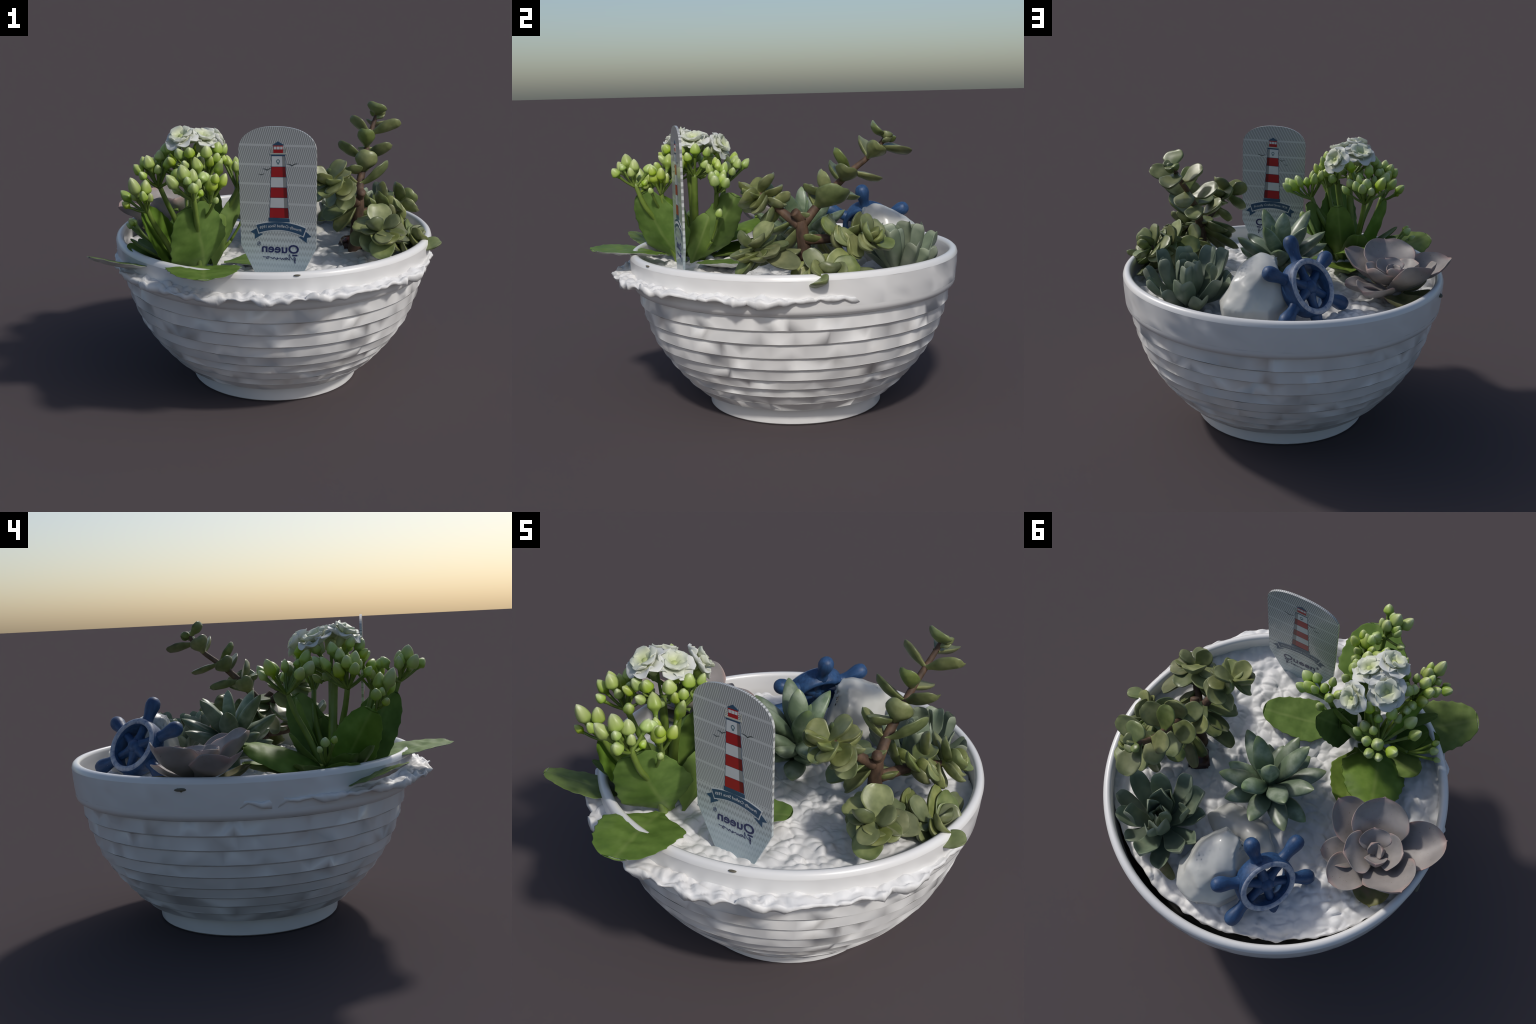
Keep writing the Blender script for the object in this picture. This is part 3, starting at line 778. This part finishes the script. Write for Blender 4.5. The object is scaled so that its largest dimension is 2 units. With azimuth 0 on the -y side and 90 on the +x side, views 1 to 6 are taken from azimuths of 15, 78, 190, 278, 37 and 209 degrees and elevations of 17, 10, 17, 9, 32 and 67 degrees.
# ------------------------------------------------------------------ dusty mauve rosette
def build_mauve():
    C = V((-0.645, 0.225, 0.80))
    st = Joiner(); st.put(tube([C + V((0, 0, -0.07)), C, C + V((0, 0, 0.08))], [0.05, 0.045, 0.03], 8, 12))
    body = add('mauve_rosette_succulent', st.mesh('mauve_rosette_succulent'), planter, [M['mauve']])
    L = [((-0.358, 0.080, 0.985), .23, .03, .82), ((-0.565, -0.02, 1.03), .30, .03, .83), ((-0.930, 0.02, 0.958), .26, .05, .84), ((-0.845, 0.375, 1.0), .29, .06, .83), ((-0.50, 0.455, 0.868), .22, .02, .82),
         ((-0.39, 0.325, 0.862), .17, .02, .81), ((-0.505, 0.31, 0.955), .23, .08, .86), ((-0.585, 0.125, 0.965), .17, .10, .88), ((-0.770, 0.180, 0.97), .20, .10, .88), ((-0.675, 0.295, 0.958), .12, .12, .89),
         ((-0.61, 0.20, 0.955), .085, .12, .90), ((-0.67, 0.205, 0.955), .08, .12, .90)]
    for n, (tip, w, b, zb) in enumerate(L):
        tip = V(tip); o = V((tip.x - C.x, tip.y - C.y, 0))
        base = V((C.x, C.y, zb)) + o * 0.08
        up = V((-o.x, -o.y, 0)).normalized() * 0.55 + V((0, 0, 0.8))
        leaf(body, M['mauve'], base, tip, w, 0.036, 'echev', up, cup=0.42, wave=0.09, bend=b * 0.5, seed=300 + n, th_pow=0.5, keel=0.06, nt=26, ns=6, tip_point=0.022, tip_curl=0.03)
    for n, (base, tip, w) in enumerate([((-0.66, 0.27, 0.80), (-0.73, 0.455, 0.815), .2), ((-0.62, 0.18, 0.80), (-0.48, 0.0, 0.86), .09), ((-0.70, 0.22, 0.80), (-0.90, 0.255, 0.823), .12), ((-0.68, 0.18, 0.80), (-0.80, 0.06, 0.84), .15)]):
        leaf(body, M['withered'], base, tip, w, 0.028, 'echev', (0, 0, 1), cup=0.5, bend=0.08, seed=330 + n, tip_point=0.05)
build_mauve()

# ------------------------------------------------------------------ wavy blue-green succulent
def build_wavy():
    C = V((0.405, 0.56, 0.76))
    st = Joiner(); st.put(tube([C, C + V((0, 0, 0.05)), C + V((0, 0, 0.10))], [0.06, 0.05, 0.03], 8, 12))
    body = add('wavy_rosette_succulent', st.mesh('wavy_rosette_succulent'), planter, [M['blueg']])
    L = [((0.625, 0.44, 1.003), .10), ((0.545, 0.655, 1.02), .10), ((0.415, 0.422, 0.96), .08), ((0.615, 0.655, 0.90), .10), ((0.375, 0.80, 0.945), .12), ((0.275, 0.47, 0.955), .09), ((0.198, 0.69, 0.945), .11),
         ((0.444, 0.455, 1.018), .12), ((0.343, 0.653, 1.015), .11), ((0.489, 0.384, 1.024), .11), ((0.478, 0.535, 0.998), .08), ((0.386, 0.69, 0.998), .08), ((0.235, 0.365, 1.01), .12), ((0.353, 0.549, 1.005), .07),
         ((0.165, 0.60, 0.90), .10), ((0.34, 0.32, 1.015), .11), ((0.27, 0.80, 0.87), .10), ((0.50, 0.75, 0.88), .09), ((0.66, 0.57, 0.93), .09),
         ((0.20, 0.44, 0.90), .08), ((0.42, 0.52, 0.955), .05), ((0.395, 0.59, 0.95), .05), ((0.45, 0.575, 0.94), .05), ((0.36, 0.57, 0.94), .045)]
    for n, (tip, w) in enumerate(L):
        tip = V(tip); o = V((tip.x - C.x, tip.y - C.y, 0))
        base = C + V((0, 0, 0.02)) + o * 0.12
        up = V((-o.x, -o.y, 0)).normalized() * 0.8 + V((0, 0, 0.45))
        leaf(body, M['blueg'], base, tip, w * 1.02, 0.034, 'spoon', up, cup=0.25, bend=0.05, seed=400 + n, th_pow=0.4, wave=0.1, fold=0.1, tip_curl=0.05, nt=24, ns=5, vee=rng.uniform(0.3, 1.0))
    leaf(body, M['withered'], (0.40, 0.70, 0.78), (0.20, 0.79, 0.79), 0.06, 0.02, 'jade', (0, 0, 1), seed=450)
build_wavy()

# ------------------------------------------------------------------ stones
def stone(name, pts, seed, label):
    bm = bmesh.new()
    for p in pts: bm.verts.new(p)
    bmesh.ops.convex_hull(bm, input=bm.verts[:])
    loose = [v for v in bm.verts if not v.link_faces]
    bmesh.ops.delete(bm, geom=loose, context='VERTS')
    me = bpy.data.meshes.new(name); bm.to_mesh(me); bm.free()
    o = add(name, me, None, [M['stone']])
    r = o.modifiers.new('r', 'REMESH'); r.mode = 'VOXEL'; r.voxel_size = 0.010
    s = o.modifiers.new('s', 'SMOOTH'); s.factor = 0.5; s.iterations = 9
    dg = bpy.context.evaluated_depsgraph_get()
    me2 = bpy.data.meshes.new_from_object(o.evaluated_get(dg)); o.modifiers.clear(); o.data = me2
    for v in me2.vertices:
        p = v.co
        v.co = p + v.normal * (0.020 * noise.noise(p * 7 + V((seed, 0, 0))) + 0.004 * noise.noise(p * 19 + V((seed, 3, 0))) - 0.012 * max(0, noise.noise(p * 11 + V((0, seed, 5))) - 0.25))
    me2.polygons.foreach_set('use_smooth', [True] * len(me2.polygons))
    o['label'] = label; o['category'] = 'stone'
    return o
ring = [(0.16, 0.82), (0.212, 0.71), (0.19, 0.58), (0.075, 0.445), (-0.05, 0.475), (-0.12, 0.55), (-0.15, 0.69), (-0.07, 0.815), (0.05, 0.855)]
pts = [(x, y, 0.86) for x, y in ring] + [(x * 0.95, (y - 0.66) * 0.95 + 0.66, 0.735) for x, y in ring]
pts += [(0.03, 0.50, 1.07), (0.025, 0.57, 1.085), (-0.06, 0.585, 1.075), (-0.05, 0.51, 1.06), (0.10, 0.60, 1.04), (0.135, 0.74, 0.975), (-0.02, 0.72, 1.03), (0.03, 0.80, 0.96), (-0.09, 0.66, 1.03), (0.06, 0.47, 1.0), (-0.06, 0.50, 1.0)]
stone('stone', pts, 3, 'large polished grey white stone with soft dents')
ring2 = [(0.235, 0.40), (0.16, 0.29), (0.05, 0.265), (-0.08, 0.30), (-0.20, 0.43), (-0.16, 0.52), (0.0, 0.54), (0.14, 0.49)]
pts2 = [(x, y, 0.725) for x, y in ring2] + [(x * 0.93, (y - .4) * 0.9 + .4, 0.80) for x, y in ring2] + [(0.0, 0.36, 0.86), (-0.08, 0.42, 0.87), (0.10, 0.40, 0.85), (-0.10, 0.36, 0.85), (0.0, 0.46, 0.86)]
stone('stone', pts2, 8, 'low flat grey white stone half buried')

# ------------------------------------------------------------------ ship wheel ornament
def build_wheel():
    c = V((-0.225, 0.612, 0.925))
    n = V((-0.745, 0.447, 0.49)).normalized()
    a = (V((-0.115, 0.535, 1.162)) - c); a = (a - a.dot(n) * n).normalized()
    b = n.cross(a)
    m = Matrix((a, b, n)).transposed().to_4x4(); m.translation = c
    top = empty('toy_ship_wheel', c, 'small blue wooden ship wheel with worn pale ring', 'ornament')
    def lathe(prof, seg, name, mats, idx):
        v, f = [], []
        k = len(prof)
        for r, z in prof:
            for j in range(seg):
                t = 2 * math.pi * j / seg
                v.append((r * math.cos(t), r * math.sin(t), z))
        for i in range(k):
            i2 = (i + 1) % k
            for j in range(seg):
                j2 = (j + 1) % seg
                f.append((i * seg + j, i * seg + j2, i2 * seg + j2, i2 * seg + j))
        me = mesh_of(name, v, f)
        o = add(name, me, top, mats, True, m)
        for p in me.polygons:
            if (p.index // seg) in idx: p.material_index = 1
        return o
    # closed ring section (r, z): outer wall, rounded pale front face, inner wall, back
    prof = [(0.138, -0.040), (0.147, -0.030), (0.151, 0.0), (0.150, 0.035), (0.147, 0.050), (0.142, 0.057), (0.132, 0.060), (0.122, 0.057), (0.117, 0.050), (0.116, 0.0), (0.117, -0.030), (0.124, -0.040)]
    lathe(prof, 72, 'ring', [M['blue'], M['whitewash']], {4, 5, 6, 7})
    # hub: rounded boss
    v, f = [], []
    bm = bmesh.new(); bmesh.ops.create_uvsphere(bm, u_segments=28, v_segments=18, radius=0.042)
    for q in bm.verts: q.co.z = q.co.z * 1.1 + 0.016
    me = bpy.data.meshes.new('hub'); bm.to_mesh(me); bm.free()
    add('hub', me, top, [M['blue']], True, m)
    for i in range(6):
        t = i * math.pi / 3
        rot = m @ Matrix.Rotation(t, 4, 'Z')
        vs, fs = tube([(0.020, 0, 0.012), (0.07, 0, 0.010), (0.118, 0, 0.006)], [0.034, 0.022, 0.024], 10, 14)
        add('spoke', mesh_of('spoke', vs, fs), top, [M['blue']], True, rot)
        R = 0.285
        xs = [0.138, 0.150, 0.170, 0.19, 0.215, 0.24, 0.26, 0.275, 0.283, R]
        rs = [0.038, 0.031, 0.028, 0.030, 0.036, 0.040, 0.037, 0.029, 0.017, 0.002]
        v, f = [], []; sd = 18
        for x, r in zip(xs, rs):
            for j in range(sd):
                q = 2 * math.pi * j / sd
                w = 1 + 0.04 * noise.noise(V((x * 30, q, i)))
                v.append((x, r * w * math.cos(q), r * w * math.sin(q)))
        for k in range(len(xs) - 1):
            for j in range(sd):
                j2 = (j + 1) % sd; f.append((k * sd + j, (k + 1) * sd + j, (k + 1) * sd + j2, k * sd + j2)[::-1])
        f.append(tuple(range(sd))[::-1]); f.append(tuple((len(xs) - 1) * sd + j for j in range(sd)))
        add('handle', mesh_of('handle', v, f), top, [M['blue']], True, rot)
build_wheel()

# ------------------------------------------------------------------ plant label
def build_label():
    LY, TH = -0.546, 0.012
    top = empty('plant_label', (0, 0, 0), 'thin printed plastic plant label with red striped lighthouse', 'plant label')
    XL, XR, ZS, ZT, ZB = -0.021, 0.372, 1.43, 1.553, 0.948
    xc = (XL + XR) / 2; hw = (XR - XL) / 2
    pts = [(xc - hw + 0.115, 0.72), (XL + 0.004, ZB), (XL, ZS)]
    for i in range(1, 24):
        t = math.pi - math.pi * i / 24
        c, s = math.cos(t), math.sin(t)
        pts.append((xc + hw * math.copysign(abs(c) ** 0.86, c), ZS + (ZT - ZS) * abs(s) ** 0.9))
    pts += [(XR, ZS), (XR - 0.002, ZB), (xc + hw - 0.115, 0.72)]
    def plate(name, pts, mat, proud, y0=None):
        """Flat piece through the board's thickness, standing proud on both faces."""
        h = TH / 2 + proud
        n = len(pts)
        v = [(x, LY - h, z) for x, z in pts] + [(x, LY + h, z) for x, z in pts]
        f = [tuple(range(n)), tuple(range(2 * n - 1, n - 1, -1))]
        f += [(i, i + n, (i + 1) % n + n, (i + 1) % n) for i in range(n)]
        me = mesh_of(name, v, f)
        bm = bmesh.new(); bm.from_mesh(me); bmesh.ops.recalc_face_normals(bm, faces=bm.faces[:])
        bm.to_mesh(me); bm.free()
        return add(name, me, top, [mat], False)
    plate('board', pts, M['label'], 0)
    # pixel frame of the printed artwork -> board coordinates
    def px(x, y):
        l = 38 + (y - 280) * 0.0225; r = 783 - (y - 280) * 0.009
        return (XL + (x - l) / (r - l) * (XR - XL), ZT - (y - 75 - (x - 420) * 0.028) * 0.000553)
    def poly(name, p, mat, proud): return plate(name, [px(*q) for q in p], M[mat], proud)
    tl = lambda y: 361 - (y - 335) * 0.0372
    tr = lambda y: 482 + (y - 335) * 0.0637
    sh = lambda y: 457 + (y - 335) * 0.041
    poly('tower_outline', [(tl(333) - 4, 333), (tr(333) + 4, 333), (tr(900) + 4, 900), (tl(900) - 4, 900)], 'navy', 0.0006)
    bands = [(337, 429, 'print_white'), (433, 523, 'red'), (527, 617, 'print_white'), (621, 711, 'red'), (715, 804, 'print_white'), (808, 897, 'red')]
    for a, b, c in bands:
        poly('tower_band', [(tl(a), a), (sh(a), a), (sh(b), b), (tl(b), b)], c, 0.0012)
        poly('tower_shade', [(sh(a), a), (tr(a), a), (tr(b), b), (sh(b), b)], 'dark_red' if c == 'red' else 'print_grey', 0.0012)
    poly('plinth', [(330, 897), (526, 905), (527, 937), (328, 935)], 'navy', 0.0014)
    poly('roof', [(362, 239), (420, 205), (482, 239)], 'navy', 0.0012)
    poly('lantern', [(375, 241), (467, 241), (467, 309), (375, 309)], 'red', 0.0006)
    for a, b in ((380, 402), (407, 436), (441, 463)):
        poly('lantern_pane', [(a, 251), (b, 251), (b, 276), (a, 276)], 'print_white', 0.0012)
    for y in (268, 282, 296):
        poly('railing', [(346, y), (374, y), (374, y + 3), (346, y + 3)], 'cream', 0.0010)
        poly('railing', [(468, y), (498, y), (498, y + 3), (468, y + 3)], 'cream', 0.0010)
    for x in (348, 360, 482, 495):
        poly('railing', [(x, 262), (x + 3, 262), (x + 3, 310), (x, 310)], 'cream', 0.0010)
    poly('balcony', [(341, 309), (506, 309), (500, 321), (347, 321)], 'cream', 0.0014)
    poly('balcony_bracket', [(350, 321), (496, 321), (486, 334), (358, 334)], 'navy', 0.0012)
    # emblem: ring and bar
    def ring_plate(cx, cy, ro, ri, mat, proud, n=32):
        h = TH / 2 + proud
        v, f = [], []
        for j in range(n):
            t = 2 * math.pi * j / n
            for r in (ro, ri):
                x, z = px(cx + r * math.cos(t), cy + r * 1.05 * math.sin(t))
                v += [(x, LY - h, z), (x, LY + h, z)]
        for j in range(n):
            a, b = 4 * j, 4 * ((j + 1) % n)
            f += [(a, b, b + 2, a + 2), (a + 1, a + 3, b + 3, b + 1), (a, a + 1, b + 1, b), (a + 2, b + 2, b + 3, a + 3)]
        return add('emblem', mesh_of('emblem', v, f), top, [M[mat]], False)
    ring_plate(421, 382, 17, 11, 'ring_ink', 0.0018)
    poly('emblem', [(412, 402), (432, 402), (432, 408), (412, 408)], 'ring_ink', 0.0018)
    # gulls
    def gull(cx, cy, s):
        p = [(-58, -2), (-30, -2), (-10, 4), (2, 10), (14, 2), (34, -6), (60, -4), (30, 2), (14, 12), (2, 20), (-10, 12), (-30, 4)]
        poly('gull', [(cx + x * s, cy + y * s) for x, y in p], 'slate', 0.0010)
    gull(552, 407, 0.95); gull(316, 450, 0.75); gull(263, 497, 0.52)
    # ribbon banner on a shallow arc
    def arc(x, y0, y1):
        c = (x - 445) / 240.0
        return (y0 + 44 * c * c + 12 * c, y1 + 44 * c * c + 12 * c)
    def band(name, xa, xb, y0, y1, mat, proud, skew=14):
        n = 16
        up = [(xa + (xb - xa) * i / n) for i in range(n + 1)]
        t = [(x, arc(x, y0, y1)[0]) for x in up]
        b = [(x + (445 - x) / 240 * -skew * -1, arc(x, y0, y1)[1]) for x in up]
        b = [(x + (445 - x) / 240 * skew, arc(x, y0, y1)[1]) for x in up]
        poly(name, t + b[::-1], mat, proud)
    poly('ribbon_tail', [(212, 1000), (155, 1032), (196, 1052), (197, 1100), (275, 1052), (240, 1040)], 'navy', 0.0006)
    poly('ribbon_tail', [(678, 1020), (731, 1068), (688, 1078), (686, 1126), (610, 1072), (650, 1060)], 'navy', 0.0006)
    band('ribbon_edge', 202, 688, 930, 1018, 'print_white', 0.0010, 30)
    band('ribbon', 211, 679, 938, 1010, 'navy', 0.0014, 28)
    # lettering, mirrored on the front and readable from behind
    def text(body, cx, cy, size, mat, proud, bend=False, bold=0.0, shear=0.0, width=None):
        cu = bpy.data.curves.new('lettering', 'FONT'); cu.body = body; cu.size = size
        cu.align_x = 'CENTER'; cu.align_y = 'CENTER'; cu.extrude = TH / 2 + proud; cu.offset = bold; cu.shear = shear; cu.resolution_u = 3
        o = bpy.data.objects.new('lettering', cu); COL.objects.link(o)
        dg = bpy.context.evaluated_depsgraph_get(); dg.update()
        me = bpy.data.meshes.new_from_object(o.evaluated_get(dg))
        bpy.data.objects.remove(o); bpy.data.curves.remove(cu)
        x0, z0 = px(cx, cy)
        ext = max(v.co.x for v in me.vertices) - min(v.co.x for v in me.vertices)
        k = (width / ext) if width else 1
        for v in me.vertices:
            tx, ty, tz = v.co
            tx *= k
            z = z0 + ty
            if bend:
                c = tx / 0.126
                z += -0.0243 * c * c + 0.003 * c
            z += -0.028 * tx * -0.0
            v.co = (x0 - tx, LY + tz, z)
        for m_ in list(me.materials): pass
        me.materials.clear()
        me.flip_normals()
        return add('lettering', me, top, [M[mat]], False)
    text('Proudly Crafted Since 1939', 440, 974, 0.020, 'print_white', 0.0019, bend=True, width=0.212)
    text('Oueen', 437, 1190, 0.062, 'ink', 0.0010, bold=0.0013, width=0.192)
    poly('lettering', [(550, 1240), (599, 1240), (599, 1254), (550, 1254)], 'ink', 0.0010)
    ring_plate(238, 1142, 18, 15.5, 'ink', 0.0010)
    text('R', 238, 1142, 0.016, 'ink', 0.0010)
    # handwritten word as one thin looping stroke
    def stroke(pts, w, mat):
        path = spline([(x, y, 0) for x, y in pts], len(pts) * 8)
        A, B = [], []
        for i, p in enumerate(path):
            d = (path[min(i + 1, len(path) - 1)] - path[max(i - 1, 0)]).normalized()
            nrm = V((-d.y, d.x, 0)) * w / 2
            A.append((p.x + nrm.x, p.y + nrm.y)); B.append((p.x - nrm.x, p.y - nrm.y))
        h = TH / 2 + 0.0010
        v, f = [], []
        for a, b in zip(A, B):
            for q in (a, b):
                x, z = px(*q); v += [(x, LY - h, z), (x, LY + h, z)]
        for i in range(len(A) - 1):
            a, b = 4 * i, 4 * i + 4
            f += [(a, b, b + 2, a + 2), (a + 1, a + 3, b + 3, b + 1), (a, a + 1, b + 1, b), (a + 2, b + 2, b + 3, a + 3)]
        add('lettering', mesh_of('lettering', v, f), top, [M[mat]], False)
    stroke([(565, 1262), (582, 1275), (570, 1300), (577, 1322), (573, 1285), (560, 1268)], 5, 'ink')
    stroke([(585, 1290), (560, 1288), (535, 1265), (522, 1238), (520, 1262), (528, 1290), (512, 1284), (498, 1270), (484, 1282), (494, 1290), (502, 1276), (478, 1274), (472, 1290), (458, 1276), (450, 1289), (438, 1274), (420, 1280),
            (406, 1272), (412, 1288), (396, 1284), (378, 1268), (372, 1284), (352, 1272), (332, 1266), (318, 1262), (326, 1280), (308, 1284), (312, 1270), (290, 1268), (272, 1264)], 4.5, 'ink')
build_label()

# specks stuck on the bowl
def speck(loc, s, rot):
    bm = bmesh.new(); bmesh.ops.create_icosphere(bm, subdivisions=2, radius=1.0)
    for v in bm.verts: v.co = V((v.co.x * s[0], v.co.y * s[1], v.co.z * s[2]))
    me = bpy.data.meshes.new('debris'); bm.to_mesh(me); bm.free()
    add('debris', me, planter, [M['debris']], True, Matrix.Translation(loc) @ Matrix.Rotation(rot, 4, 'Z'))
speck((-0.898, 0.255, 0.823), (0.012, 0.030, 0.008), 0.15)
speck((0.313, -0.729, 0.863), (0.018, 0.007, 0.004), 0.35)
